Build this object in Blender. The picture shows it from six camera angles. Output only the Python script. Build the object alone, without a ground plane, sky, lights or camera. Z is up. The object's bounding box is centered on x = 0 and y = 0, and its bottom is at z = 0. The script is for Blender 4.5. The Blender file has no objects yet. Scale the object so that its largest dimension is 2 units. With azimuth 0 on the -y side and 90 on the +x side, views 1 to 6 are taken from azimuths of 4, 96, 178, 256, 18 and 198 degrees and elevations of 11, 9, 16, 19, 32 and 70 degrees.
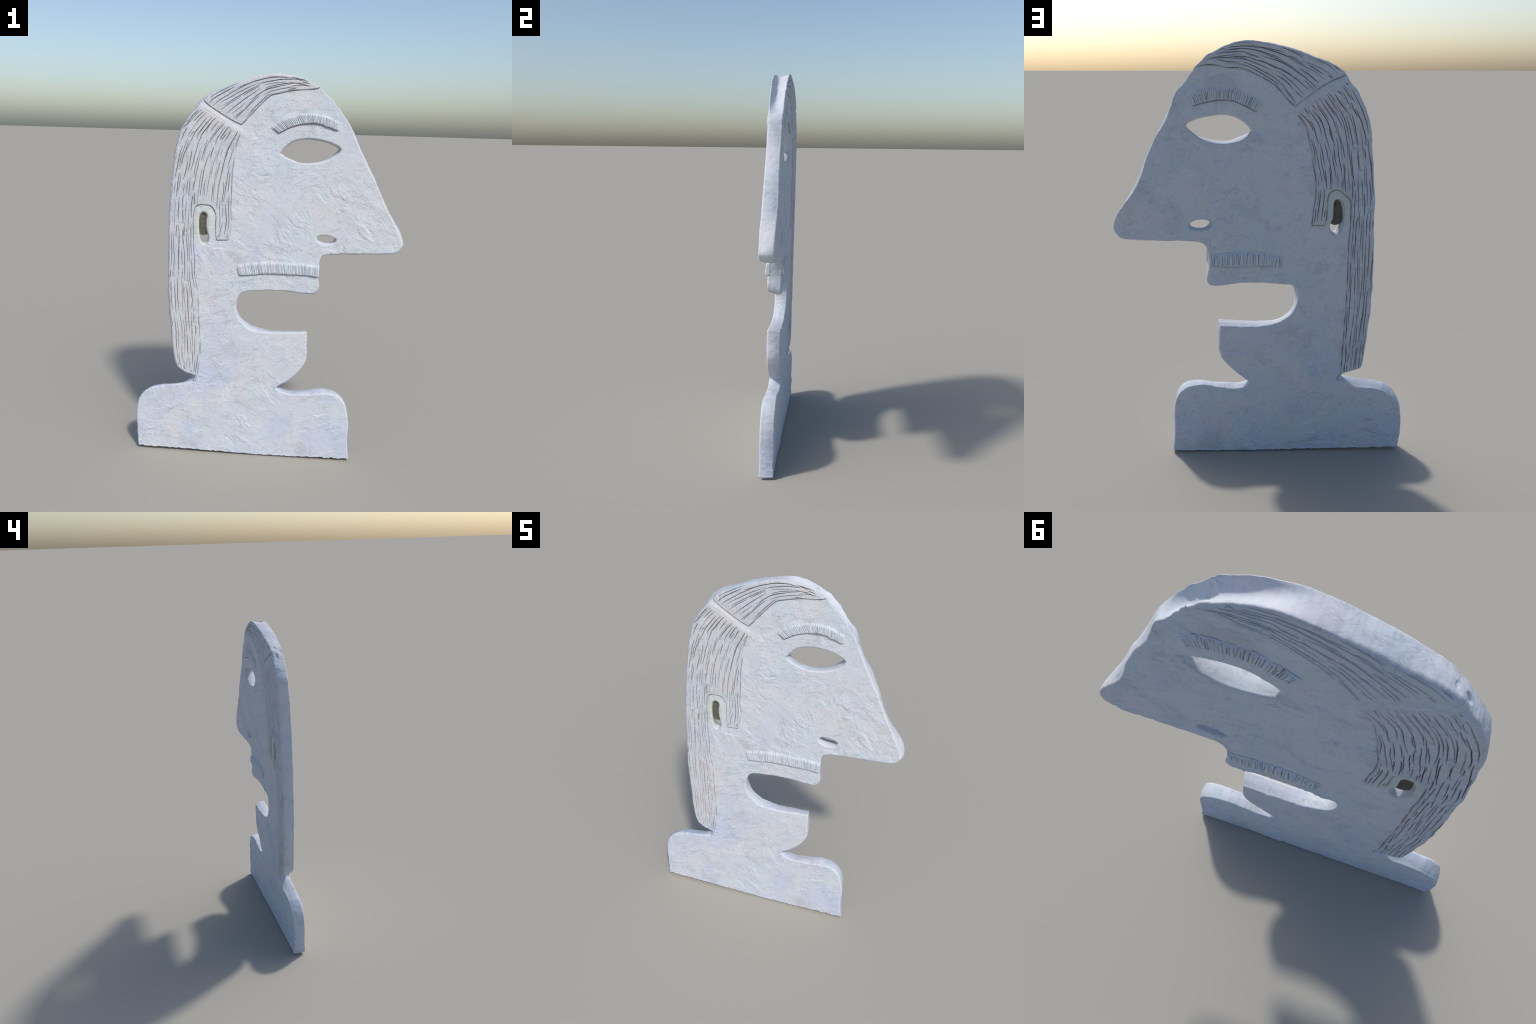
"""A tall flat slab of white clay cut to the profile of a head on shoulders, facing +x.

The slab stands in the x-z plane.  Its two broad faces (front towards -y, back towards +y)
are relief surfaces: a base plane, rounded rims, hair fields raised over the skin and scored
with strokes, and trowel marks.  A rim wall joins the two profiles.  Eyebrows and moustaches
are strips of clay laid on top and combed into bristles.
"""
import math
import random

import bpy
import numpy as np
from mathutils import Vector, kdtree
from mathutils.geometry import delaunay_2d_cdt

random.seed(7)
rng = np.random.default_rng(7)

# ------------------------------------------------------------------ profiles (x, z), metres
# runs between sharp corners, clockwise: shoulder behind, head, chin, shoulder before
FRONT = dict(
    shoulder_behind=[(-0.667, 0.011), (-0.679, 0.190), (-0.675, 0.247), (-0.653, 0.304), (-0.611, 0.342),
                     (-0.544, 0.361), (-0.411, 0.386), (-0.376, 0.397), (-0.360, 0.427)],
    nape=[(-0.360, 0.427), (-0.432, 0.454), (-0.457, 0.474), (-0.470, 0.508), (-0.479, 0.558), (-0.489, 0.642),
          (-0.496, 0.743), (-0.505, 0.825), (-0.509, 0.924), (-0.511, 1.005), (-0.508, 1.087), (-0.510, 1.175),
          (-0.508, 1.291), (-0.502, 1.383), (-0.487, 1.534), (-0.480, 1.594), (-0.469, 1.654), (-0.451, 1.713),
          (-0.414, 1.772), (-0.377, 1.820), (-0.332, 1.868)],
    crown=[(-0.303, 1.892), (-0.237, 1.926), (-0.156, 1.956), (-0.076, 1.981), (-0.018, 1.993), (0.032, 1.997),
           (0.105, 1.990), (0.156, 1.977), (0.199, 1.957), (0.235, 1.936), (0.332, 1.842), (0.355, 1.811),
           (0.391, 1.761), (0.418, 1.711), (0.480, 1.580), (0.513, 1.522), (0.546, 1.457), (0.579, 1.385),
           (0.641, 1.276), (0.679, 1.195)],
    nose=[(0.684, 1.172), (0.671, 1.149), (0.646, 1.134), (0.610, 1.129), (0.380, 1.119), (0.327, 1.115),
          (0.298, 1.108), (0.279, 1.095), (0.273, 1.078), (0.271, 1.054)],
    mouth=[(0.270, 1.002), (0.269, 0.990), (0.277, 0.942), (0.269, 0.921), (0.250, 0.909), (0.222, 0.905),
           (0.088, 0.914), (0.017, 0.913), (-0.047, 0.909), (-0.094, 0.903), (-0.118, 0.894), (-0.137, 0.873),
           (-0.146, 0.848), (-0.148, 0.819), (-0.145, 0.786), (-0.132, 0.754), (-0.110, 0.729), (-0.081, 0.707),
           (-0.040, 0.694), (0.008, 0.691), (0.064, 0.691), (0.150, 0.696), (0.223, 0.701)],
    chin=[(0.223, 0.701), (0.228, 0.583), (0.222, 0.541), (0.199, 0.497), (0.169, 0.462), (0.122, 0.420),
          (0.084, 0.396), (0.071, 0.384)],
    shoulder_before=[(0.071, 0.384), (0.095, 0.369), (0.140, 0.357), (0.197, 0.360), (0.270, 0.365), (0.317, 0.373),
                     (0.366, 0.372), (0.404, 0.359), (0.434, 0.329), (0.450, 0.284), (0.459, 0.233), (0.462, 0.181),
                     (0.462, 0.120), (0.472, 0.012)],
    underside=[(0.472, 0.012), (0.33, 0.009), (0.05, 0.003), (-0.15, 0.006), (-0.34, 0.010), (-0.54, 0.012), (-0.667, 0.011)],
    upper_lid=[(0.055, 1.614), (0.074, 1.640), (0.110, 1.670), (0.154, 1.684), (0.212, 1.688), (0.264, 1.682),
               (0.308, 1.669), (0.342, 1.652), (0.353, 1.640)],
    lower_lid=[(0.353, 1.640), (0.340, 1.619), (0.304, 1.596), (0.254, 1.578), (0.195, 1.569), (0.151, 1.571),
               (0.113, 1.585), (0.076, 1.600), (0.055, 1.614)],
    nostril=[(0.255, 1.194), (0.263, 1.205), (0.293, 1.210), (0.330, 1.202), (0.350, 1.190), (0.343, 1.175),
             (0.321, 1.168), (0.287, 1.168), (0.264, 1.178)],
    ear_slot=[(-0.332, 1.304), (-0.345, 1.291), (-0.350, 1.251), (-0.348, 1.205), (-0.341, 1.163), (-0.330, 1.144),
              (-0.314, 1.142), (-0.301, 1.157), (-0.301, 1.184), (-0.311, 1.222), (-0.313, 1.260), (-0.310, 1.291),
              (-0.318, 1.302)],
    hairline=[(-0.144, 1.750), (-0.104, 1.792), (-0.065, 1.835), (-0.001, 1.894), (0.036, 1.905), (0.108, 1.921),
              (0.180, 1.926), (0.227, 1.932)],
    parting_above=[(-0.144, 1.750), (-0.204, 1.778), (-0.306, 1.840), (-0.335, 1.866)],
    parting_below=[(-0.345, 1.831), (-0.286, 1.797), (-0.218, 1.756), (-0.149, 1.714)],
    temple=[(-0.149, 1.714), (-0.161, 1.677), (-0.170, 1.647), (-0.181, 1.559), (-0.187, 1.499), (-0.189, 1.40),
            (-0.190, 1.303), (-0.185, 1.265), (-0.188, 1.227), (-0.195, 1.169)],
    ear_arch=[(-0.256, 1.167), (-0.261, 1.193), (-0.263, 1.239), (-0.261, 1.285), (-0.271, 1.319), (-0.290, 1.341),
              (-0.325, 1.346), (-0.355, 1.343), (-0.374, 1.323), (-0.382, 1.281), (-0.383, 1.219)],
    neck_hair=[(-0.383, 1.219), (-0.380, 1.142), (-0.373, 1.025), (-0.372, 0.971), (-0.357, 0.890), (-0.349, 0.759),
               (-0.339, 0.600), (-0.342, 0.515), (-0.352, 0.436)],
    brow_low=[(0.042, 1.713), (0.086, 1.738), (0.129, 1.755), (0.187, 1.765), (0.238, 1.764), (0.282, 1.751), (0.334, 1.733)],
    brow_top=[(0.004, 1.740), (0.033, 1.766), (0.091, 1.792), (0.141, 1.808), (0.207, 1.813), (0.273, 1.803), (0.341, 1.774)],
    moustache_low=[(-0.136, 0.988), (-0.065, 0.996), (0.022, 1.006), (0.132, 1.005), (0.210, 1.005), (0.272, 0.998)],
    moustache_top=[(-0.149, 1.040), (-0.098, 1.055), (0.020, 1.067), (0.130, 1.067), (0.208, 1.061), (0.273, 1.056)],
)
BACK = dict(
    shoulder_behind=[(-0.675, 0.013), (-0.685, 0.086), (-0.687, 0.145), (-0.684, 0.204), (-0.676, 0.254),
                     (-0.659, 0.283), (-0.632, 0.308), (-0.591, 0.333), (-0.546, 0.346), (-0.494, 0.352),
                     (-0.442, 0.362), (-0.413, 0.376), (-0.390, 0.400), (-0.377, 0.422)],
    nape=[(-0.377, 0.422), (-0.389, 0.432), (-0.458, 0.453), (-0.474, 0.463), (-0.487, 0.539), (-0.503, 0.686),
          (-0.510, 0.770), (-0.516, 0.911), (-0.516, 1.078), (-0.510, 1.180), (-0.511, 1.319), (-0.504, 1.377),
          (-0.492, 1.523), (-0.479, 1.641), (-0.468, 1.677), (-0.411, 1.794), (-0.389, 1.818), (-0.354, 1.868)],
    crown=[(-0.326, 1.888), (-0.289, 1.909), (-0.253, 1.923), (-0.204, 1.937), (-0.156, 1.956), (-0.120, 1.967),
           (-0.066, 1.980), (0.036, 1.996), (0.077, 1.998), (0.119, 1.990), (0.185, 1.966), (0.216, 1.946),
           (0.246, 1.932), (0.271, 1.911), (0.293, 1.888), (0.305, 1.868), (0.375, 1.786), (0.433, 1.660),
           (0.470, 1.599), (0.523, 1.494), (0.538, 1.450), (0.567, 1.380), (0.585, 1.352), (0.661, 1.254),
           (0.681, 1.218), (0.689, 1.192)],
    nose=[(0.689, 1.172), (0.678, 1.149), (0.661, 1.132), (0.636, 1.126), (0.488, 1.118), (0.339, 1.113),
          (0.298, 1.107), (0.275, 1.094), (0.262, 1.078)],
    mouth=[(0.256, 1.061), (0.257, 0.996), (0.265, 0.960), (0.269, 0.920), (0.260, 0.903), (0.240, 0.894),
           (0.118, 0.904), (0.042, 0.907), (-0.055, 0.903), (-0.125, 0.895), (-0.142, 0.888), (-0.160, 0.862),
           (-0.160, 0.825), (-0.150, 0.787), (-0.133, 0.754), (-0.105, 0.727), (-0.069, 0.705), (0.016, 0.686),
           (0.157, 0.687), (0.214, 0.688)],
    chin=[(0.214, 0.688), (0.222, 0.595), (0.219, 0.556), (0.210, 0.521), (0.190, 0.493), (0.162, 0.461),
          (0.084, 0.393), (0.069, 0.381)],
    shoulder_before=[(0.069, 0.381), (0.113, 0.359), (0.164, 0.353), (0.215, 0.360), (0.309, 0.376), (0.353, 0.372),
                     (0.396, 0.357), (0.424, 0.331), (0.441, 0.300), (0.450, 0.266), (0.453, 0.175), (0.467, 0.012)],
    underside=[(0.467, 0.012), (0.39, 0.006), (0.10, 0.003), (-0.15, 0.006), (-0.34, 0.009), (-0.54, 0.011), (-0.675, 0.013)],
    upper_lid=[(0.053, 1.618), (0.061, 1.632), (0.089, 1.657), (0.125, 1.677), (0.174, 1.688), (0.236, 1.681),
               (0.285, 1.671), (0.329, 1.654), (0.346, 1.642)],
    lower_lid=[(0.346, 1.642), (0.336, 1.630), (0.312, 1.608), (0.276, 1.584), (0.227, 1.568), (0.183, 1.563),
               (0.146, 1.566), (0.102, 1.577), (0.065, 1.602), (0.053, 1.618)],
    nostril=[(0.347, 1.187), (0.340, 1.203), (0.314, 1.214), (0.275, 1.216), (0.244, 1.206), (0.238, 1.194),
             (0.251, 1.178), (0.284, 1.168), (0.322, 1.169), (0.341, 1.175)],
    ear_slot=[(-0.332, 1.305), (-0.354, 1.303), (-0.368, 1.280), (-0.371, 1.234), (-0.367, 1.187), (-0.353, 1.150),
              (-0.333, 1.138), (-0.313, 1.146), (-0.304, 1.164), (-0.304, 1.184), (-0.319, 1.217), (-0.321, 1.260),
              (-0.323, 1.290)],
    hairline=[(-0.140, 1.726), (-0.109, 1.756), (-0.078, 1.792), (-0.042, 1.824), (0.019, 1.857), (0.091, 1.887),
              (0.157, 1.890), (0.205, 1.900), (0.247, 1.901), (0.277, 1.894)],
    parting_above=[(-0.140, 1.726), (-0.194, 1.767), (-0.255, 1.809), (-0.297, 1.832), (-0.362, 1.860)],
    parting_below=[(-0.372, 1.838), (-0.328, 1.812), (-0.268, 1.777), (-0.195, 1.734), (-0.146, 1.697)],
    temple=[(-0.146, 1.697), (-0.171, 1.669), (-0.193, 1.635), (-0.206, 1.580), (-0.220, 1.524), (-0.227, 1.467),
            (-0.237, 1.416), (-0.241, 1.365), (-0.239, 1.313), (-0.230, 1.248), (-0.225, 1.188)],
    ear_arch=[(-0.280, 1.188), (-0.287, 1.228), (-0.289, 1.280), (-0.296, 1.332), (-0.315, 1.349), (-0.340, 1.352),
              (-0.373, 1.329), (-0.399, 1.303), (-0.404, 1.247)],
    neck_hair=[(-0.404, 1.247), (-0.403, 1.180), (-0.399, 1.113), (-0.398, 0.985), (-0.397, 0.890), (-0.390, 0.695),
               (-0.385, 0.587), (-0.378, 0.436)],
    brow_low=[(0.029, 1.703), (0.081, 1.729), (0.130, 1.750), (0.191, 1.753), (0.252, 1.744), (0.305, 1.729)],
    brow_top=[(0.003, 1.738), (0.062, 1.771), (0.123, 1.798), (0.208, 1.802), (0.269, 1.792), (0.321, 1.771)],
    moustache_low=[(-0.080, 0.988), (-0.007, 0.996), (0.082, 0.993), (0.185, 0.992), (0.248, 1.000)],
    moustache_top=[(-0.085, 1.034), (-0.008, 1.056), (0.081, 1.060), (0.184, 1.054), (0.250, 1.050)],
)
# where the two head profiles are pinned to each other along the run nape > crown > nose > mouth
PINS = [(-0.46, 0.465), (-0.49, 1.2), (-0.34, 1.868), (0.05, 1.998), (0.34, 1.84), (0.688, 1.18), (0.275, 1.09),
        (0.271, 0.935), (-0.12, 0.895), (-0.15, 0.82), (-0.03, 0.692)]
STEP = 0.0024          # spacing of profile samples and of the skin grid
HAIR_STEP = 0.0012     # finer grid where the hair is scored


# ------------------------------------------------------------------ small maths
def spline(pts, n=24):
    """Centripetal Catmull-Rom through the points (open run)."""
    P = np.array(pts, float)
    P = np.vstack([2 * P[0] - P[1], P, 2 * P[-1] - P[-2]])
    out = []
    for i in range(1, len(P) - 2):
        p0, p1, p2, p3 = P[i - 1:i + 3]
        t = [0.0]
        for a, b in ((p0, p1), (p1, p2), (p2, p3)):
            t.append(t[-1] + max(np.hypot(*(b - a)), 1e-6) ** 0.5)
        s = np.linspace(t[1], t[2], n, endpoint=False)[:, None]
        a1 = (t[1] - s) / (t[1] - t[0]) * p0 + (s - t[0]) / (t[1] - t[0]) * p1
        a2 = (t[2] - s) / (t[2] - t[1]) * p1 + (s - t[1]) / (t[2] - t[1]) * p2
        a3 = (t[3] - s) / (t[3] - t[2]) * p2 + (s - t[2]) / (t[3] - t[2]) * p3
        b1 = (t[2] - s) / (t[2] - t[0]) * a1 + (s - t[0]) / (t[2] - t[0]) * a2
        b2 = (t[3] - s) / (t[3] - t[1]) * a2 + (s - t[1]) / (t[3] - t[1]) * a3
        out.append((t[2] - s) / (t[2] - t[1]) * b1 + (s - t[1]) / (t[2] - t[1]) * b2)
    return np.vstack(out + [P[-2][None]])


def length(P):
    return float(np.hypot(*np.diff(P, axis=0).T).sum())


def even(P, n):
    """n samples, evenly spaced, of an open polyline, without its last point."""
    d = np.r_[0, np.cumsum(np.hypot(*np.diff(P, axis=0).T))]
    s = np.linspace(0, d[-1], n, endpoint=False)
    return np.c_[np.interp(s, d, P[:, 0]), np.interp(s, d, P[:, 1])]


def at(P, t):
    d = np.r_[0, np.cumsum(np.hypot(*np.diff(P, axis=0).T))]
    s = np.asarray(t) * d[-1]
    return np.stack([np.interp(s, d, P[:, 0]), np.interp(s, d, P[:, 1])], -1)


def smooth(a, b, x):
    t = np.clip((x - a) / (b - a), 0, 1)
    return t * t * (3 - 2 * t)


def perlin(x, y, seed=0):
    """Gradient noise, about -0.7..0.7."""
    xi, yi = np.floor(x).astype(np.int64), np.floor(y).astype(np.int64)
    fx, fy = x - xi, y - yi

    def grad(i, j, dx, dy):
        h = (i * 374761393 + j * 668265263 + seed * 974634541) & 0xFFFFFFFF
        h = ((h ^ (h >> 13)) * 1274126177) & 0xFFFFFFFF
        a = ((h ^ (h >> 16)) & 0xFFFF) * (2 * math.pi / 65536)
        return np.cos(a) * dx + np.sin(a) * dy

    u, v = fx ** 3 * (fx * (fx * 6 - 15) + 10), fy ** 3 * (fy * (fy * 6 - 15) + 10)
    a = grad(xi, yi, fx, fy) * (1 - u) + grad(xi + 1, yi, fx - 1, fy) * u
    b = grad(xi, yi + 1, fx, fy - 1) * (1 - u) + grad(xi + 1, yi + 1, fx - 1, fy - 1) * u
    return a * (1 - v) + b * v


def crossings(loops, z):
    xs = []
    for L in loops:
        z0, z1 = L[:, 1], np.roll(L[:, 1], -1)
        x0, x1 = L[:, 0], np.roll(L[:, 0], -1)
        m = (z0 > z) != (z1 > z)
        xs.append(x0[m] + (z - z0[m]) / (z1[m] - z0[m]) * (x1[m] - x0[m]))
    return np.sort(np.concatenate(xs))


def inside(loop, x, z):
    """Even-odd test of points against one polygon."""
    r = np.zeros(len(x), bool)
    x0, z0 = loop[-1]
    for x1, z1 in loop:
        if z0 != z1:
            m = (z0 > z) != (z1 > z)
            r[m] ^= x[m] < x0 + (z[m] - z0) / (z1 - z0) * (x1 - x0)
        x0, z0 = x1, z1
    return r


def nearest(samples, pts, far=0.03):
    """Distance of points to the nearest sample, exact up to about 2 cm."""
    cell = 0.01
    lo = np.minimum(samples.min(0), pts.min(0)) - 4 * cell
    size = np.ceil((np.maximum(samples.max(0), pts.max(0)) - lo) / cell).astype(int) + 4
    near = np.zeros(size, bool)
    ij = ((samples - lo) / cell).astype(int)
    for a in range(-2, 3):
        for b in range(-2, 3):
            near[ij[:, 0] + a, ij[:, 1] + b] = True
    pij = ((pts - lo) / cell).astype(int)
    close = near[pij[:, 0], pij[:, 1]]
    tree = kdtree.KDTree(len(samples))
    for i, (a, b) in enumerate(samples.tolist()):
        tree.insert((a, b, 0), i)
    tree.balance()
    d = np.full(len(pts), far)
    d[close] = [tree.find((a, b, 0))[2] for a, b in pts[close].tolist()]
    return d


def normals_of(loop):
    """Unit normals pointing out of the clay (to the left of the run)."""
    t = np.roll(loop, -1, 0) - np.roll(loop, 1, 0)
    n = np.c_[-t[:, 1], t[:, 0]]
    return n / np.maximum(np.hypot(n[:, 0], n[:, 1]), 1e-9)[:, None]


# ------------------------------------------------------------------ paired profiles
def split(P, pins):
    idx = [0] + [int(np.hypot(*(P - p).T).argmin()) for p in pins] + [len(P) - 1]
    return [P[a:b + 1] for a, b in zip(idx, idx[1:])]


def outer_runs(side):
    head = spline(side["nape"] + side["crown"] + side["nose"] + side["mouth"])
    return ([spline(side["shoulder_behind"])] + split(head, PINS)
            + [spline(side["chin"]), spline(side["shoulder_before"]), spline(side["underside"])])


def paired(runs_a, runs_b, step=STEP):
    A, B = [], []
    for a, b in zip(runs_a, runs_b):
        n = max(4, int(round(max(length(a), length(b)) / step)))
        A.append(even(a, n))
        B.append(even(b, n))
    return np.vstack(A), np.vstack(B)


def closed(pts, start):
    P = spline(list(pts[-2:]) + list(pts) + list(pts[:3]))[2 * 24:(len(pts) + 2) * 24]
    area = 0.5 * np.sum(P[:, 0] * np.roll(P[:, 1], -1) - np.roll(P[:, 0], -1) * P[:, 1])
    if area < 0:
        P = P[::-1]
    P = np.roll(P, -int(np.hypot(*(P - start).T).argmin()), 0)
    return np.vstack([P, P[:1]])


outer = paired(outer_runs(FRONT), outer_runs(BACK))
# small unevenness of the hand-cut edge
for loop, seed in zip(outer, (3, 4)):
    n = normals_of(loop)
    x, z = loop.T
    wob = 0.0030 * perlin(x * 14, z * 14, 91) + 0.0016 * perlin(x * 38, z * 38, seed) + 0.0009 * perlin(x * 90, z * 90, seed + 9)
    brow_notch = smooth(0.16, 0.24, x) * (1 - smooth(0.36, 0.42, x)) * (z > 1.7)
    wob += 0.007 * brow_notch * perlin(x * 24 + 0.3, z * 24, seed + 21)
    foot = z < 0.03
    wob[foot] += 0.006 * perlin(x[foot] * 30, z[foot] * 0, seed + 5) + 0.004 * perlin(x[foot] * 80, z[foot] * 0, seed + 6)
    wob += 0.0018 * smooth(0.40, 0.50, x) * (1 - smooth(0.62, 0.68, x)) * (z > 1.15) - 0.0014 * (x < -0.46) * (z > 0.9)
    loop += n * (wob + np.where(foot, -0.001, 0.0008))[:, None]
    loop[:, 1] = np.maximum(loop[:, 1], 0.0)

lids = [[spline(s["upper_lid"]), spline(s["lower_lid"])] for s in (FRONT, BACK)]
eye = tuple(h[::-1] for h in paired(*lids))                      # counter-clockwise
hole_pairs = [eye]
for name, start in (("nostril", (0.25, 1.195)), ("ear_slot", (-0.33, 1.305))):
    hole_pairs.append(paired([closed(FRONT[name], start)], [closed(BACK[name], start)]))
LOOPS = [[outer[s]] + [h[s] for h in hole_pairs] for s in (0, 1)]


# ------------------------------------------------------------------ the two broad faces
def plane(s, x, z):
    """y of the smooth face; the slab leans and thickens a little towards the top."""
    bend = 0.0025 * perlin(x * 2.2 + 5, z * 2.2, 33)
    if s == 0:
        out = 0.006 + 0.006 * (1 - smooth(0.25, 0.5, z)) * (1 - smooth(-0.35, 0.25, x))
        out = out - 0.005 * smooth(0.22, 0.62, x) * smooth(0.95, 1.1, z)
        return -0.0423 - 0.0103 * x + 0.0104 * z + bend - out
    out = 0.0012 + 0.006 * (1 - z / 2) - 0.004 * (1 - smooth(-0.42, -0.15, x)) * smooth(0.4, 0.7, z) + 0.009 * smooth(0.15, 0.62, x) * (1 - smooth(1.35, 1.75, z))
    return 0.0150 - 0.0125 * x + 0.0169 * z + bend + out


def hair_fields(side):
    """Closed outlines of the two hair fields: over the crown and down the nape."""
    crown = np.vstack([spline(side["parting_above"])[::-1], spline(side["hairline"]),
                       [(0.45, 2.2), (-0.2, 2.2), (-0.52, 2.02)]])
    nape = np.vstack([spline(side["parting_below"]), spline(side["temple"]), spline(side["ear_arch"]),
                      spline(side["neck_hair"]), [(-0.36, 0.40), (-0.9, 0.40), (-0.9, 2.02), (-0.55, 1.98)]])
    return crown, nape


def signed(poly, x, z):
    """Distance to a polygon's border, positive within."""
    P = np.vstack([poly, poly[:1]])
    samples = even(P, int(length(P) / 0.001))
    samples = samples[(np.abs(samples[:, 0]) < 0.75) & (samples[:, 1] < 2.03)]
    d = nearest(samples, np.c_[x, z])
    return np.where(inside(poly, x, z), d, -d)


class Strokes:
    """Scored lines, drawn into a 1 mm height sheet that the faces are pressed with."""
    X0, Z0, CELL = -0.75, -0.02, 0.001

    def __init__(self):
        self.sheet = np.zeros((2080, 1500), np.float32)

    def cut(self, P, half, depth):
        P = np.asarray(P)
        pad = half + 0.002
        i0, i1 = int((P[:, 0].min() - pad - self.X0) / self.CELL), int((P[:, 0].max() + pad - self.X0) / self.CELL) + 2
        j0, j1 = int((P[:, 1].min() - pad - self.Z0) / self.CELL), int((P[:, 1].max() + pad - self.Z0) / self.CELL) + 2
        i0, j0 = max(i0, 0), max(j0, 0)
        gx = self.X0 + np.arange(i0, min(i1, 1500)) * self.CELL
        gz = self.Z0 + np.arange(j0, min(j1, 2080)) * self.CELL
        if not len(gx) or not len(gz):
            return
        X, Z = np.meshgrid(gx, gz)
        best = np.zeros_like(X)
        n = len(P) - 1
        for k in range(n):
            a, b = P[k], P[k + 1]
            d = b - a
            t = np.clip(((X - a[0]) * d[0] + (Z - a[1]) * d[1]) / max(d @ d, 1e-12), 0, 1)
            dist = np.hypot(X - a[0] - t * d[0], Z - a[1] - t * d[1])
            taper = np.sin(np.pi * np.clip((k + t) / n * 0.9 + 0.05, 0, 1)) ** 0.5
            w = half * (0.45 + 0.55 * taper)
            best = np.maximum(best, taper * np.clip(1.15 - dist / w * 1.15, 0, 1))
        part = self.sheet[j0:j0 + len(gz), i0:i0 + len(gx)]
        np.maximum(part, best * depth, out=part)

    def __call__(self, x, z):
        u, v = (x - self.X0) / self.CELL, (z - self.Z0) / self.CELL
        i, j = np.clip(u.astype(int), 0, 1498), np.clip(v.astype(int), 0, 2078)
        fu, fv = u - i, v - j
        S = self.sheet
        return (S[j, i] * (1 - fu) * (1 - fv) + S[j, i + 1] * fu * (1 - fv)
                + S[j + 1, i] * (1 - fu) * fv + S[j + 1, i + 1] * fu * fv)


def score_hair(side, s, rnd):
    """Strokes follow the flow between the inner hairline and the rim."""
    st = Strokes()
    fields = hair_fields(side)
    rim = outer[s]

    pending = []

    def lay(curve, field, margin, lo, hi, gap, wide, deep, tilt):
        """Break one flow line into strokes."""
        total = length(curve)
        d = rnd.uniform(-0.08, 0.03)
        while d < total:
            L = rnd.uniform(lo, hi) if rnd.random() < 0.75 else rnd.uniform(0.5 * lo, lo)
            a, b = max(d, 0) / total, min(d + L, total) / total
            d += L + rnd.uniform(*gap)
            if (b - a) * total < 0.015:
                continue
            P = at(curve, np.linspace(a, b, 9))
            dirn = (P[-1] - P[0]) / max(np.hypot(*(P[-1] - P[0])), 1e-6)
            nor = np.array([-dirn[1], dirn[0]])
            t = np.linspace(-0.5, 0.5, 9)
            lean = tilt(P[4]) * (b - a) * total + rnd.gauss(0, 0.004)
            bow = rnd.gauss(0, 0.0025)
            P = P + nor * (t * lean + bow * (0.25 - t * t) * 4 + rnd.gauss(0, 0.003))[:, None]
            P = P + nor * np.array([rnd.gauss(0, 0.0005) for _ in t])[:, None]
            pending.append((P, field, margin, wide * rnd.uniform(0.8, 1.2), deep * rnd.uniform(0.45, 1.1)))

    def flush():
        """Keep what lies within its hair field, clear of the field's border and of the rim."""
        for field, poly in enumerate(fields):
            mine = [q for q in pending if q[1] == field]
            pts = np.vstack([q[0] for q in mine])
            border = np.vstack([even(np.vstack([poly, poly[:1]]), 4000), rim])
            good = inside(poly, *pts.T) & inside(rim, *pts.T)
            dist = nearest(border, pts)
            for k, (P, _, margin, wide, deep) in enumerate(mine):
                sel = good[9 * k:9 * k + 9] & (dist[9 * k:9 * k + 9] > margin)
                best, cur = [], []
                for p, g in zip(P, sel):
                    cur = cur + [p] if g else []
                    if len(cur) > len(best):
                        best = cur
                if len(best) > 2:
                    st.cut(np.array(best), wide, deep)

    # crown: along the hairline
    low = spline(side["hairline"])
    i0 = int(np.hypot(*(rim - np.array(side["parting_above"][-1])).T).argmin())
    i1 = int(np.hypot(*(rim - np.array(side["hairline"][-1])).T).argmin())
    top = rim[i0:i1 + 1]
    n = 11 if s == 0 else 13
    for k in range(n):
        f = (k + 0.6 + rnd.uniform(-0.25, 0.25)) / n
        t = np.linspace(0, rnd.uniform(0.70, 0.95), 60)
        curve = at(low, t) * (1 - f) + at(top, t) * f
        lay(curve, 0, 0.005, 0.10, 0.28, (0.006, 0.03), 0.0018, 0.012, lambda p: 0.03 if s == 0 else 0.06)
    # nape: from the parting downwards
    temple = np.vstack([[side["temple"][0] + np.array((0.07, 0.11))], spline(side["temple"])])
    j0, j1 = (int(np.hypot(*(rim - np.array(p)).T).argmin()) for p in ((-0.33, 1.87), (-0.511, 1.17)))
    back_rim = rim[min(j0, j1):max(j0, j1) + 1][::-1]
    n = 20
    for k in range(n):
        f = (k + 0.5 + rnd.uniform(-0.3, 0.3)) / n
        t = np.linspace(0, 1, 60)
        curve = at(temple, t) * (1 - f) + at(back_rim, t) * f
        fan = lambda p: (-0.16 if s == 0 else -0.05) * smooth(1.3, 1.6, p[1])
        lay(curve, 1, 0.0055, 0.08, 0.22, (0.006, 0.03), 0.0018, 0.012, fan)
    # the long hair behind the ear
    inner = spline(side["neck_hair"])
    j1, j2 = (int(np.hypot(*(rim - np.array(p)).T).argmin()) for p in ((-0.511, 1.2), (-0.462, 0.47)))
    low_rim = rim[min(j1, j2):max(j1, j2) + 1][::-1]
    n = 10
    for k in range(n):
        f = (k + 0.5 + rnd.uniform(-0.25, 0.25)) / n
        t = np.linspace(0, 1, 60)
        curve = at(inner, t) * (1 - f) + at(low_rim, t) * f
        lay(curve, 1, 0.005, 0.09, 0.30, (0.005, 0.025), 0.0017, 0.011, lambda p: 0.0)
    flush()
    return st


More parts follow.
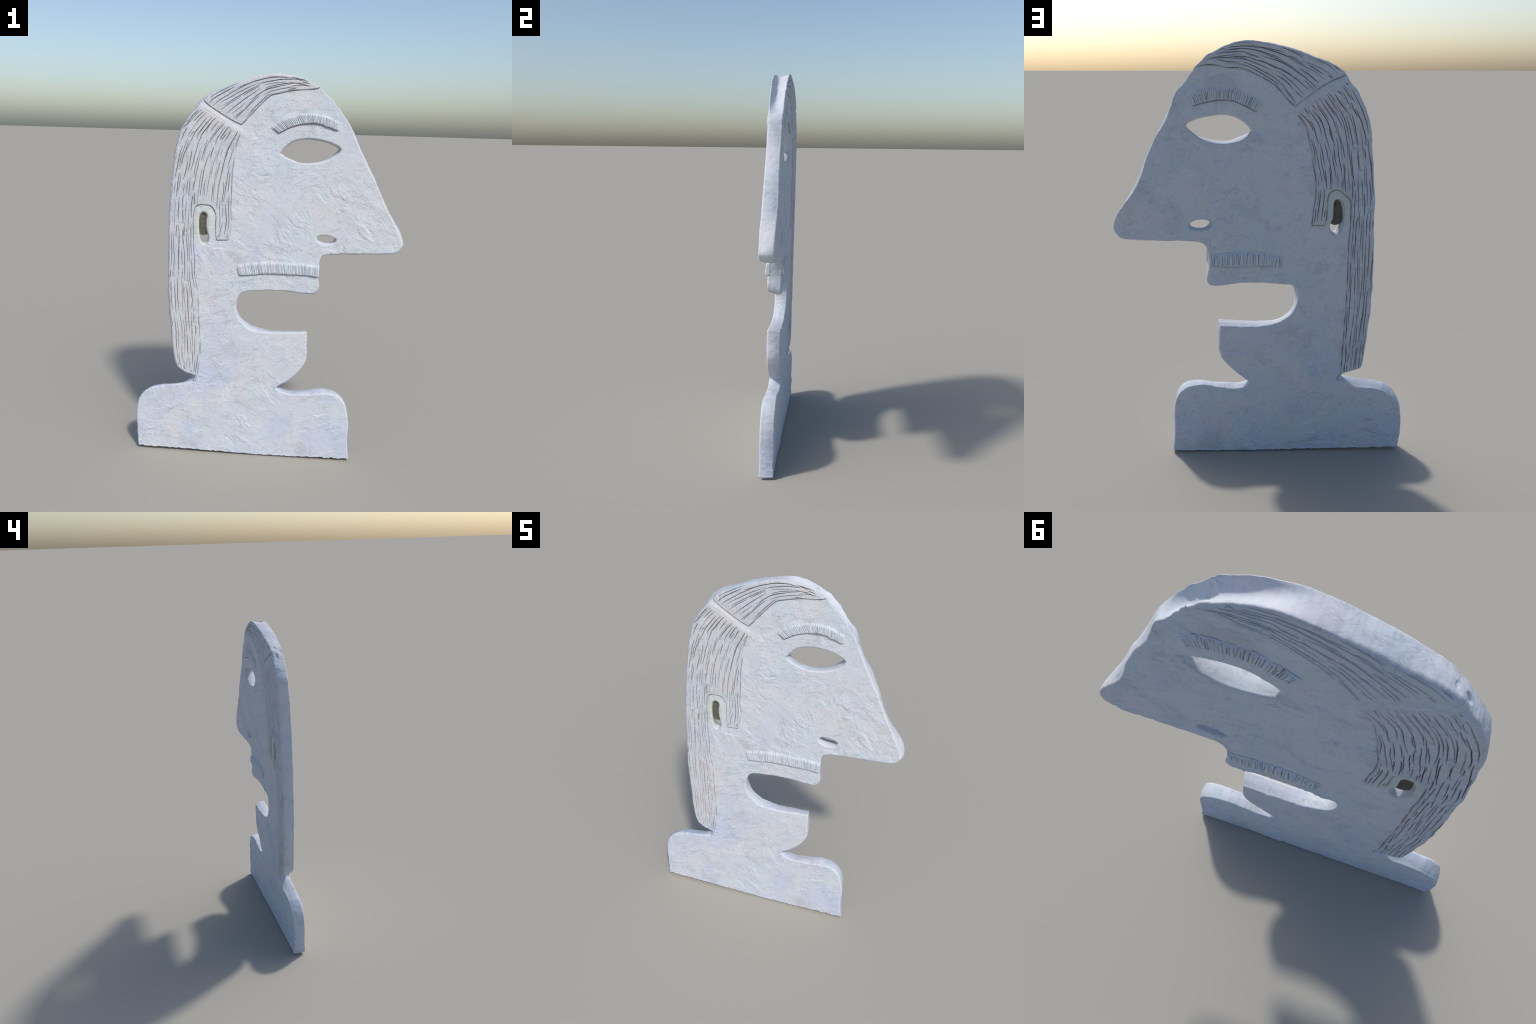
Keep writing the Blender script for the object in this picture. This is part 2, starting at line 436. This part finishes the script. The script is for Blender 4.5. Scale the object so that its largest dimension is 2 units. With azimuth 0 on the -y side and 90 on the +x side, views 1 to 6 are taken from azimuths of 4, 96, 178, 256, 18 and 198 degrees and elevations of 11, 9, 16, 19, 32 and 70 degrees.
def trowel(x, z, seed, angle, strength):
    """Smeared, torn clay: flakes with sharp little edges, creases and pits, in patches."""
    low = perlin(x * 2.1, z * 2.1, seed + 3)
    wx = x + 0.010 * perlin(x * 16, z * 16, seed + 1) + 0.004 * perlin(x * 45, z * 45, seed + 14)
    wz = z + 0.010 * perlin(x * 16, z * 16, seed + 2) + 0.004 * perlin(x * 45, z * 45, seed + 15)
    patch = smooth(-0.25, 0.30, perlin(x * 6, z * 6, seed + 4) + 0.4 * perlin(x * 17, z * 17, seed + 16))
    h = np.zeros_like(x)
    for k, a in enumerate((angle, angle - 1.1)):
        u, v = wx * math.cos(a) + wz * math.sin(a), -wx * math.sin(a) + wz * math.cos(a)
        share = smooth(-0.15, 0.15, low if k else -low)
        g = np.zeros_like(x)
        for su, sv, amp, sd in ((8, 17, 0.0022, 5), (20, 38, 0.0013, 25), (46, 85, 0.0008, 45), (95, 160, 0.0005, 65)):
            n = perlin(u * su, v * sv, seed + sd + k)
            m = perlin(u * su + 7.7, v * sv + 3.1, seed + sd + k + 2)
            g += amp * 1.1 * n
            g -= amp * 1.5 * np.clip(1 - np.abs(n) * 6.0, 0, 1) ** 1.5 * smooth(0.05, 0.3, m)      # torn creases
            g += amp * 0.6 * smooth(0.04, 0.22, n + 0.5 * m)                                     # flake edges
        h += g * share
    h *= (0.20 + 0.55 * patch) * strength
    h += 0.0024 * perlin(x * 9, z * 9, seed + 7)
    h += 0.0004 * perlin(x * 120, z * 120, seed + 9) + 0.0003 * perlin(x * 210, z * 210, seed + 12)
    h -= 0.0018 * smooth(0.46, 0.58, perlin(x * 70, z * 70, seed + 13))
    return h


def rim_radius(x, z):
    r = np.full(len(x), 0.011)
    r = r - 0.0065 * smooth(1.70, 1.82, z) * smooth(-0.2, 0.0, x)
    r = np.where(z < 0.05, 0.004 + 0.04 * z, r)
    return r


HAIR_UP = 0.006


def relief(s, x, z, rim_distance, strokes, sd_hair):
    """Height of the face over its plane, outwards; and how deep it is scored."""
    side = (FRONT, BACK)[s]
    soft = 1 - smooth(0.010, 0.020, nearest(even(spline(side["parting_below"]), 300), np.c_[x, z]))
    width = 0.0024 + 0.006 * soft
    hair = smooth(-1.0, 1.0, sd_hair / width)
    skin = trowel(x, z, 40 + 60 * s, 0.50 if s == 0 else 0.15, 1.0 if s == 0 else 2.2)
    combed = (0.0011 * perlin(x * 75, z * 9, 71 + s) + 0.0006 * perlin(x * 130, z * 30, 73 + s)
              + 0.0018 * perlin(x * 14, z * 14, 75 + s) + 0.0004 * perlin(x * 200, z * 200, 77 + s)
              + 0.0007 * perlin(x * 60, z * 60, 78 + s))
    h = skin * (1 - hair) + combed * hair
    gap = np.exp(-(nearest(even(spline(side["parting_below"]), 300), np.c_[x, z]) / 0.016) ** 2)
    h += (HAIR_UP if s == 0 else HAIR_UP * 1.3) * (np.maximum(hair, 0.8 * gap) - 0.38)
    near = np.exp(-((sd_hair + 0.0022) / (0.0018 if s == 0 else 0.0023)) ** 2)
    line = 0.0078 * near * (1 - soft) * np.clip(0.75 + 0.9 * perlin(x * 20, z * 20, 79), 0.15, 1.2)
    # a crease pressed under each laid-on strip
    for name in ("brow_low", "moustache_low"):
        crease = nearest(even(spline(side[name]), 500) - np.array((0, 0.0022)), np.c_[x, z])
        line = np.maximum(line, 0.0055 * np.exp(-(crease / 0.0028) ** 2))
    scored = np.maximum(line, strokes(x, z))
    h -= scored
    # the ear: a dish around its slot, deeper on the back
    ear = np.hypot((x + (0.325 if s == 0 else 0.345)) * 1.5, (z - 1.25) * 0.75)
    if s == 0:
        h += 0.0022 * smooth(0.030, 0.045, ear) * (1 - smooth(0.055, 0.085, ear)) * (1 - hair)
    else:
        h -= 0.006 * (1 - smooth(0.025, 0.075, ear)) * (1 - hair)
    r = rim_radius(x, z)
    d = np.minimum(rim_distance, r)
    return h * (0.35 + 0.65 * smooth(0, 0.012, rim_distance)) - (r - np.sqrt(np.maximum(r * r - (r - d) ** 2, 0))), scored


def face_points(s):
    """Profile samples first, then rings just inside the rim, then a grid."""
    loops = LOOPS[s]
    edge = np.vstack(loops)
    dense = np.vstack([even(np.vstack([L, L[:1]]), len(L) * 3) for L in loops])
    cand = []
    for off in (0.0007, 0.0020):
        for L in loops:
            P = L - normals_of(L) * off
            P = P[nearest(dense, P) > off * 0.9]
            cand.append(P[nearest_self(P) > 0.0005])
    grid = []
    z, row = 0.002, 0
    while z < 2.0:
        xs = crossings(loops, z)
        for a, b in zip(xs[::2], xs[1::2]):
            k = np.arange(math.ceil((a - 0.5 * STEP * (row % 2)) / STEP), math.floor((b - 0.5 * STEP * (row % 2)) / STEP) + 1)
            grid.append(np.c_[(k + 0.5 * (row % 2)) * STEP, np.full(len(k), z)])
        z += STEP * 0.866
        row += 1
    grid = np.vstack(grid)
    grid = grid[nearest(dense, grid) > 0.0032]
    crown, nape = hair_fields((FRONT, BACK)[s])
    in_hair = inside(crown, *grid.T) | inside(nape, *grid.T)
    fine = []
    z, row = 0.4, 0
    while z < 2.0:
        xs = crossings(loops, z)
        for a, b in zip(xs[::2], xs[1::2]):
            k = np.arange(math.ceil(a / HAIR_STEP - 0.5 * (row % 2)), math.floor(b / HAIR_STEP - 0.5 * (row % 2)) + 1)
            fine.append(np.c_[(k + 0.5 * (row % 2)) * HAIR_STEP, np.full(len(k), z)])
        z += HAIR_STEP * 0.866
        row += 1
    fine = np.vstack(fine)
    fine = fine[inside(crown, *fine.T) | inside(nape, *fine.T)]
    fine = fine[nearest(dense, fine) > 0.0030]
    pts = np.vstack([edge] + cand + [grid[~in_hair], fine])
    return pts, len(edge), dense


def nearest_self(P):
    d = np.hypot(*(P - np.roll(P, 1, 0)).T)
    return d


def build_face(s):
    pts, n_edge, dense = face_points(s)
    edges, k = [], 0
    for L in LOOPS[s]:
        n = len(L)
        edges += [(k + i, k + (i + 1) % n) for i in range(n)]
        k += n
    co, _, tri, src, _, _ = delaunay_2d_cdt([Vector(p) for p in pts.tolist()], edges, [], 0, 1e-7)
    V = np.array([(c.x, c.y) for c in co])
    T = np.array([t for t in tri if len(t) == 3])
    # the triangulator keeps the order of the points it was given
    cen = V[T].mean(1)
    unsure = (T < n_edge).all(1)
    keep = np.ones(len(T), bool)
    c = cen[unsure]
    odd = np.zeros(len(c), bool)
    for L in LOOPS[s]:
        odd ^= inside(L, c[:, 0], c[:, 1])
    keep[unsure] = odd
    T = T[keep]
    x, z = V.T
    rim = nearest(dense, V)
    rim[:n_edge] = 0
    side = (FRONT, BACK)[s]
    crown, nape = hair_fields(side)
    sd = np.maximum(signed(crown, x, z), signed(nape, x, z))
    strokes = score_hair(side, s, random.Random(11 + s))
    h, scored = relief(s, x, z, rim, strokes, sd)
    y = plane(s, x, z) + (h if s else -h)
    return np.c_[x, y, z], T, n_edge, sd, scored


front_v, front_t, n_edge, front_sd, front_cut = build_face(0)
back_v, back_t, n_edge_b, back_sd, back_cut = build_face(1)
assert n_edge == n_edge_b

# ------------------------------------------------------------------ the rim wall
ROWS = 16


def wall(a, b, swell=0.0):
    """Rows of points between matching rim samples of the two faces."""
    n = np.zeros_like(a)
    m = normals_of((a + b)[:, ::2] * 0.5)
    n[:, 0], n[:, 2] = m[:, 0], m[:, 1]
    rows = []
    for r in range(1, ROWS):
        w = r / ROWS
        p = a * (1 - w) + b * w
        x, y, z = p.T
        # the top of the forehead is hollowed out behind its front lip
        hollow = smooth(-0.04, 0.18, x) * (1 - smooth(0.28, 0.40, x)) * smooth(1.72, 1.78, z)
        push = -0.032 * hollow * math.sin(math.pi * w ** 0.74) ** 1.2
        push += (0.0022 * perlin(x * 11 + y * 8, z * 11 + y * 5, 51) + 0.0010 * perlin(x * 40 + y * 30, z * 40 - y * 25, 52)
                 + 0.0005 * perlin(x * 110 + y * 90, z * 110 - y * 60, 53)) * min(1, 5 * w, 5 * (1 - w))
        push += (0.0025 + swell) * math.sin(math.pi * w) * (1 - hollow)
        for cx, cz, cw, size, deep in ((-0.372, 1.842, 0.62, 0.024, 0.005), (-0.335, 1.882, 0.60, 0.010, 0.003)):
            d = np.hypot(np.hypot(x - cx, z - cz), (w - cw) * 0.045 * size / 0.012)
            push -= deep * smooth(size, size * 0.45, d)
        rows.append(p + n * push[:, None])
    return rows


verts = [front_v, back_v]
offset_back = len(front_v)
count = len(front_v) + len(back_v)
tris = [front_t, back_t[:, ::-1] + offset_back]
kinds = [np.zeros(len(front_t), int), np.ones(len(back_t), int)]
k = 0
for a, b in zip(LOOPS[0], LOOPS[1]):
    n = len(a)
    i = np.arange(n)
    j = (i + 1) % n
    # the two small holes narrow towards the middle
    rows = wall(front_v[k:k + n], back_v[k:k + n], 0.002 if n < 250 else 0.0)
    ids = [k + i] + [count + r * n + i for r in range(len(rows))] + [offset_back + k + i]
    verts += rows
    count += n * len(rows)
    for p, q in zip(ids, ids[1:]):
        tris += [np.c_[p, p[j], q[j]], np.c_[p, q[j], q]]
        kinds += [np.full(n, 2), np.full(n, 2)]
    k += n
V = np.vstack(verts)
T = np.vstack(tris)
kind = np.concatenate(kinds)
V[:, 2] = np.maximum(V[:, 2], 0)

fn = np.cross(V[T[:, 1]] - V[T[:, 0]], V[T[:, 2]] - V[T[:, 0]])
VN = np.stack([sum(np.bincount(T[:, c], fn[:, a], len(V)) for c in range(3)) for a in range(3)], 1)
VN /= np.maximum(np.linalg.norm(VN, axis=1), 1e-12)[:, None]

# ------------------------------------------------------------------ which part a face belongs to
cen = V[T].mean(1)
cx, cz = cen[:, 0], cen[:, 2]
sd_all = np.full(len(V), -1.0)
sd_all[:len(front_v)] = front_sd
sd_all[offset_back:offset_back + len(back_v)] = back_sd
hair_face = (sd_all[T].mean(1) > 0) & (kind < 2)


def within(*corners):
    return inside(np.array(corners), cx, cz)


part = np.full(len(T), "face", dtype=object)
part[within((0.50, 1.62), (0.41, 1.62), (0.235, 1.15), (0.262, 1.085), (0.262, 1.0), (0.9, 1.0), (0.9, 1.62))] = "nose"
part[within((-0.135, 1.0), (0.5, 1.0), (0.5, 0.85), (-0.10, 0.86), (-0.135, 0.90))] = "upper_lip"
part[within((-0.7, 0.431), (-0.37, 0.431), (0.075, 0.384), (0.7, 0.384), (0.7, -0.1), (-0.9, -0.1), (-0.9, 0.431))] = "shoulders"
part[within((-0.37, 0.431), (0.075, 0.384), (-0.135, 0.76), (-0.37, 0.80))] = "neck"
part[within((0.075, 0.384), (-0.135, 0.76), (0.5, 0.78), (0.5, 0.384))] = "chin"
part[within((-0.39, 1.13), (-0.262, 1.13), (-0.262, 1.36), (-0.40, 1.36)) & ~hair_face] = "ear"
part[hair_face] = "hair"
cut_all = np.zeros(len(V))
cut_all[:len(front_v)] = front_cut
cut_all[offset_back:offset_back + len(back_v)] = back_cut
scored_face = cut_all[T].min(1) > 0.0024          # groove faces coloured dark to deepen the shadow inside the strokes

# ------------------------------------------------------------------ materials
def clay(name, cool, warm, tint, dust, rough=0.85):
    m = bpy.data.materials.new(name)
    m.use_nodes = True
    nt = m.node_tree
    N, Lk = nt.nodes, nt.links
    bsdf = N["Principled BSDF"]
    bsdf.inputs["Roughness"].default_value = rough
    bsdf.inputs["Specular IOR Level"].default_value = 0.25
    tc = N.new("ShaderNodeTexCoord")

    def noise(scale, detail, rough_, dist=0.0):
        n = N.new("ShaderNodeTexNoise")
        n.inputs["Scale"].default_value = scale
        n.inputs["Detail"].default_value = detail
        n.inputs["Roughness"].default_value = rough_
        n.inputs["Distortion"].default_value = dist
        Lk.new(tc.outputs["Object"], n.inputs["Vector"])
        return n.outputs["Fac"]

    def ramp(fac, lo, hi):
        r = N.new("ShaderNodeMapRange")
        r.inputs["From Min"].default_value, r.inputs["From Max"].default_value = lo, hi
        r.interpolation_type = "SMOOTHSTEP"
        Lk.new(fac, r.inputs["Value"])
        return r.outputs["Result"]

    def mix(fac, a, b, blend="MIX", scale=1.0):
        n = N.new("ShaderNodeMix")
        n.data_type, n.blend_type = "RGBA", blend
        if scale != 1.0:
            mu = N.new("ShaderNodeMath")
            mu.operation = "MULTIPLY"
            mu.inputs[1].default_value = scale
            Lk.new(fac, mu.inputs[0])
            fac = mu.outputs[0]
        Lk.new(fac, n.inputs["Factor"])
        for sock, v in ((n.inputs[6], a), (n.inputs[7], b)):
            if isinstance(v, tuple):
                sock.default_value = (*v, 1)
            else:
                Lk.new(v, sock)
        return n.outputs[2]

    # periwinkle wash in patches, strongest towards the foot; otherwise cool and rosy whites
    sep = N.new("ShaderNodeSeparateXYZ")
    Lk.new(tc.outputs["Object"], sep.inputs[0])
    foot = N.new("ShaderNodeMath")
    foot.operation = "MULTIPLY_ADD"
    foot.inputs[1].default_value, foot.inputs[2].default_value = -0.20, 0.14
    Lk.new(sep.outputs["Z"], foot.inputs[0])
    lowest = N.new("ShaderNodeMath")
    lowest.operation = "MAXIMUM"
    lowest.inputs[1].default_value = 0.0
    Lk.new(foot.outputs[0], lowest.inputs[0])
    bluing = N.new("ShaderNodeMath")
    bluing.operation = "ADD"
    Lk.new(noise(3.1, 4, 0.62, 0.4), bluing.inputs[0])
    Lk.new(lowest.outputs[0], bluing.inputs[1])
    col = mix(ramp(noise(4.2, 4, 0.6, 0.6), 0.38, 0.62), cool, warm)
    col = mix(ramp(bluing.outputs[0], 0.50, 0.72), col, tint)
    col = mix(ramp(noise(9.0, 5, 0.65), 0.45, 0.75), col, dust, scale=0.6)
    col = mix(ramp(noise(7.0, 6, 0.6, 0.8), 0.52, 0.72), col, tuple(c * 0.74 for c in warm), scale=0.55)
    # greenish clay around the ear
    far = N.new("ShaderNodeVectorMath")
    far.operation = "DISTANCE"
    flat = N.new("ShaderNodeVectorMath")
    flat.operation = "MULTIPLY"
    flat.inputs[1].default_value = (1.0, 0.0, 0.62)
    Lk.new(tc.outputs["Object"], flat.inputs[0])
    Lk.new(flat.outputs[0], far.inputs[0])
    far.inputs[1].default_value = (-0.33, 0.0, 1.255 * 0.62)
    col = mix(ramp(far.outputs["Value"], 0.085, 0.035), col, (warm[0] * 0.93, warm[1] * 1.0, warm[2] * 0.88), scale=0.8)
    col = mix(ramp(noise(70.0, 4, 0.7), 0.50, 0.74), col, tuple(c * 0.80 for c in cool), scale=0.5)
    # crease shade drawn in colour: thin level lines of a stretched noise
    for turn, scale, seed in ((0.5, 17.0, 0.0), (-0.25, 26.0, 5.0)):
        mp = N.new("ShaderNodeMapping")
        mp.inputs["Rotation"].default_value = (0, turn, 0)
        mp.inputs["Scale"].default_value = (0.45, 1.0, 1.0)
        mp.inputs["Location"].default_value = (seed, seed, 0)
        Lk.new(tc.outputs["Object"], mp.inputs["Vector"])
        nz = N.new("ShaderNodeTexNoise")
        nz.inputs["Scale"].default_value, nz.inputs["Detail"].default_value = scale, 3.5
        nz.inputs["Roughness"].default_value, nz.inputs["Distortion"].default_value = 0.55, 0.4
        Lk.new(mp.outputs[0], nz.inputs["Vector"])
        off = N.new("ShaderNodeMath")
        off.operation = "SUBTRACT"
        off.inputs[1].default_value = 0.5
        Lk.new(nz.outputs["Fac"], off.inputs[0])
        ab = N.new("ShaderNodeMath")
        ab.operation = "ABSOLUTE"
        Lk.new(off.outputs[0], ab.inputs[0])
        both = N.new("ShaderNodeMath")
        both.operation = "MULTIPLY"
        Lk.new(ramp(ab.outputs[0], 0.024, 0.002), both.inputs[0])
        Lk.new(ramp(noise(11.0 + seed, 3, 0.6), 0.46, 0.60), both.inputs[1])
        col = mix(both.outputs[0], col, tuple(c * 0.55 for c in cool), scale=0.36)
    vor = N.new("ShaderNodeTexVoronoi")
    vor.inputs["Scale"].default_value = 24
    Lk.new(tc.outputs["Object"], vor.inputs["Vector"])
    speck = N.new("ShaderNodeMath")
    speck.operation = "MULTIPLY"
    Lk.new(ramp(vor.outputs["Distance"], 0.13, 0.06), speck.inputs[0])
    Lk.new(ramp(noise(6.0, 2, 0.5), 0.60, 0.68), speck.inputs[1])
    col = mix(speck.outputs[0], col, (0.50, 0.30, 0.22), scale=0.45)
    Lk.new(col, bsdf.inputs["Base Color"])
    b1 = N.new("ShaderNodeBump")
    b1.inputs["Strength"].default_value = 0.6
    b1.inputs["Distance"].default_value = 0.0014
    Lk.new(noise(160.0, 6, 0.65), b1.inputs["Height"])
    Lk.new(b1.outputs["Normal"], bsdf.inputs["Normal"])
    return m


plaster = clay("whitewashed_clay", (0.505, 0.560, 0.615), (0.545, 0.550, 0.600), (0.465, 0.518, 0.635), (0.560, 0.585, 0.635))
hair_clay = clay("combed_clay", (0.475, 0.520, 0.570), (0.515, 0.512, 0.555), (0.455, 0.500, 0.590), (0.530, 0.545, 0.585))
line_shadow = clay("scored_lines_painted_shadow", (0.255, 0.27, 0.28), (0.28, 0.27, 0.27), (0.255, 0.27, 0.295), (0.29, 0.29, 0.295), 0.95)
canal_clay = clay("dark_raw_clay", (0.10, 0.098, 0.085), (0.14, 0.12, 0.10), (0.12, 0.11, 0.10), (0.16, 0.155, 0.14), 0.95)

# ------------------------------------------------------------------ objects
root = bpy.data.objects.new("head_sculpture", None)
root["label"] = "flat white clay slab cut as a face in profile"
root["category"] = "sculpture"
bpy.context.scene.collection.objects.link(root)


def make(name, v, t, material, normals=None, parent=root, shade_painted=None):
    me = bpy.data.meshes.new(name)
    me.vertices.add(len(v))
    me.vertices.foreach_set("co", np.ascontiguousarray(v, np.float32).ravel())
    me.loops.add(t.size)
    me.loops.foreach_set("vertex_index", np.ascontiguousarray(t, np.int32).ravel())
    me.polygons.add(len(t))
    me.polygons.foreach_set("loop_start", np.arange(0, t.size, 3, dtype=np.int32))
    me.polygons.foreach_set("use_smooth", np.ones(len(t), bool))
    me.update(calc_edges=True)
    me.materials.append(material)
    if shade_painted is not None and shade_painted.any():
        me.materials.append(line_shadow)
        me.polygons.foreach_set("material_index", shade_painted.astype(np.int32))
    if normals is not None:
        me.normals_split_custom_set_from_vertices(normals.tolist())
    ob = bpy.data.objects.new(name, me)
    ob.parent = parent
    bpy.context.scene.collection.objects.link(ob)
    return ob


part_objects = {}
for name in ("shoulders", "neck", "chin", "upper_lip", "nose", "face", "ear", "hair"):
    mine = part == name
    t = T[mine]
    used, new = np.unique(t, return_inverse=True)
    part_objects[name] = make(name, V[used], new.reshape(-1, 3), hair_clay if name == "hair" else plaster, VN[used], shade_painted=scored_face[mine])


# ------------------------------------------------------------------ laid-on strips: eyebrows, moustaches
def strip(name, s, low, top, high, pitch, seed):
    """A strip of clay, thickest near its lower edge, combed across into bristles."""
    rnd = random.Random(seed)
    lo, hi = spline(low), spline(top)
    L = 0.5 * (length(lo) + length(hi))
    nu, nv = int(L / 0.0009), 30
    u = np.linspace(0, 1, nu)
    cuts = np.zeros((nu, nv))
    vv = np.linspace(0, 1, nv)
    pos = pitch * 0.5
    while pos < L - pitch * 0.4:
        lean = rnd.gauss(0, 0.0022)
        c = (pos + lean * (vv - 0.5) + np.array([0.0004 * math.sin(9 * q + seed + pos * 900) for q in vv]))[None]
        w = rnd.uniform(0.0011, 0.0021)
        a, b = rnd.uniform(-0.05, 0.12), rnd.uniform(0.72, 1.0)
        reach = smooth(a - 0.08, a + 0.05, vv) * (1 - smooth(b - 0.06, b + 0.12, vv))
        cuts = np.maximum(cuts, rnd.uniform(0.003, 0.0055) * np.exp(-((u[:, None] * L - c) / w) ** 2) * reach[None])
        pos += pitch * rnd.uniform(0.55, 1.5)
    A, B = at(lo, u), at(hi, u)
    # ragged edges
    ax = (B - A) / np.hypot(*(B - A).T)[:, None]
    A = A + ax * (0.0018 * perlin(u * L * 40, u * 0, seed) + 0.001 * perlin(u * L * 130, u * 0, seed + 1))[:, None]
    B = B + ax * (0.0026 * perlin(u * L * 45, u * 0, seed + 2) + 0.0016 * perlin(u * L * 150, u * 0, seed + 3))[:, None]
    P = A[:, None] * (1 - vv)[None, :, None] + B[:, None] * vv[None, :, None]
    x, z = P[..., 0].ravel(), P[..., 1].ravel()
    # upright lower edge, nearly flat top, bevelled upper edge
    prof = np.minimum(0.80 + 0.20 * smooth(0, 0.12, vv), 1.0) - 0.22 * vv
    prof = prof * (1 - smooth(0.74, 1.02, vv)) + 0.22 * smooth(0.74, 1.02, vv)
    ends = smooth(0, 0.008, u * L) * smooth(0, 0.008, (1 - u) * L) * 0.4 + 0.6
    h = high * ends[:, None] * prof[None] + 0.0012 * perlin(x * 40, z * 40, seed + 4).reshape(nu, nv) - cuts
    h += 0.0012 * perlin(x * 120, z * 25, seed + 5).reshape(nu, nv)
    sgn = 1 if s else -1
    y0 = plane(s, x, z)
    topv = np.c_[x, y0 + sgn * (h.ravel() - HAIR_UP * 0.5), z]
    botv = np.c_[x, y0 - sgn * 0.012, z]
    idx = np.arange(nu * nv).reshape(nu, nv)
    q = np.stack([idx[:-1, :-1], idx[1:, :-1], idx[1:, 1:], idx[:-1, 1:]], -1).reshape(-1, 4)
    t = np.vstack([q[:, [0, 1, 2]], q[:, [0, 2, 3]]])
    ring = np.concatenate([idx[:, 0], idx[-1, 1:], idx[-2::-1, -1], idx[0, -2:0:-1]])
    nxt = np.roll(ring, -1)
    m = nu * nv
    # the sunk flanks get vertices of their own so that the strip's edge stays crisp
    side_top, side_bot = topv[ring], botv[ring]
    r = np.arange(len(ring))
    rn = np.roll(r, -1)
    sv = np.vstack([topv, side_top, side_bot])
    flank = np.vstack([np.c_[m + r, m + len(ring) + r, m + len(ring) + rn], np.c_[m + r, m + len(ring) + rn, m + rn]])
    if s:
        t, flank = t[:, ::-1], flank[:, ::-1]
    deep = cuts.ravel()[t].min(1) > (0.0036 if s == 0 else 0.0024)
    return make(name, sv, np.vstack([t, flank]), plaster, shade_painted=np.r_[deep, np.zeros(len(flank), bool)])


for s, side in enumerate((FRONT, BACK)):
    strip("eyebrow", s, side["brow_low"], side["brow_top"], 0.014 if s == 0 else 0.0125, 0.0060 if s == 0 else 0.0085, 21 + s)
    strip("moustache", s, side["moustache_low"], side["moustache_top"], 0.0145 if s == 0 else 0.015, 0.0078 if s == 0 else 0.011, 31 + s)


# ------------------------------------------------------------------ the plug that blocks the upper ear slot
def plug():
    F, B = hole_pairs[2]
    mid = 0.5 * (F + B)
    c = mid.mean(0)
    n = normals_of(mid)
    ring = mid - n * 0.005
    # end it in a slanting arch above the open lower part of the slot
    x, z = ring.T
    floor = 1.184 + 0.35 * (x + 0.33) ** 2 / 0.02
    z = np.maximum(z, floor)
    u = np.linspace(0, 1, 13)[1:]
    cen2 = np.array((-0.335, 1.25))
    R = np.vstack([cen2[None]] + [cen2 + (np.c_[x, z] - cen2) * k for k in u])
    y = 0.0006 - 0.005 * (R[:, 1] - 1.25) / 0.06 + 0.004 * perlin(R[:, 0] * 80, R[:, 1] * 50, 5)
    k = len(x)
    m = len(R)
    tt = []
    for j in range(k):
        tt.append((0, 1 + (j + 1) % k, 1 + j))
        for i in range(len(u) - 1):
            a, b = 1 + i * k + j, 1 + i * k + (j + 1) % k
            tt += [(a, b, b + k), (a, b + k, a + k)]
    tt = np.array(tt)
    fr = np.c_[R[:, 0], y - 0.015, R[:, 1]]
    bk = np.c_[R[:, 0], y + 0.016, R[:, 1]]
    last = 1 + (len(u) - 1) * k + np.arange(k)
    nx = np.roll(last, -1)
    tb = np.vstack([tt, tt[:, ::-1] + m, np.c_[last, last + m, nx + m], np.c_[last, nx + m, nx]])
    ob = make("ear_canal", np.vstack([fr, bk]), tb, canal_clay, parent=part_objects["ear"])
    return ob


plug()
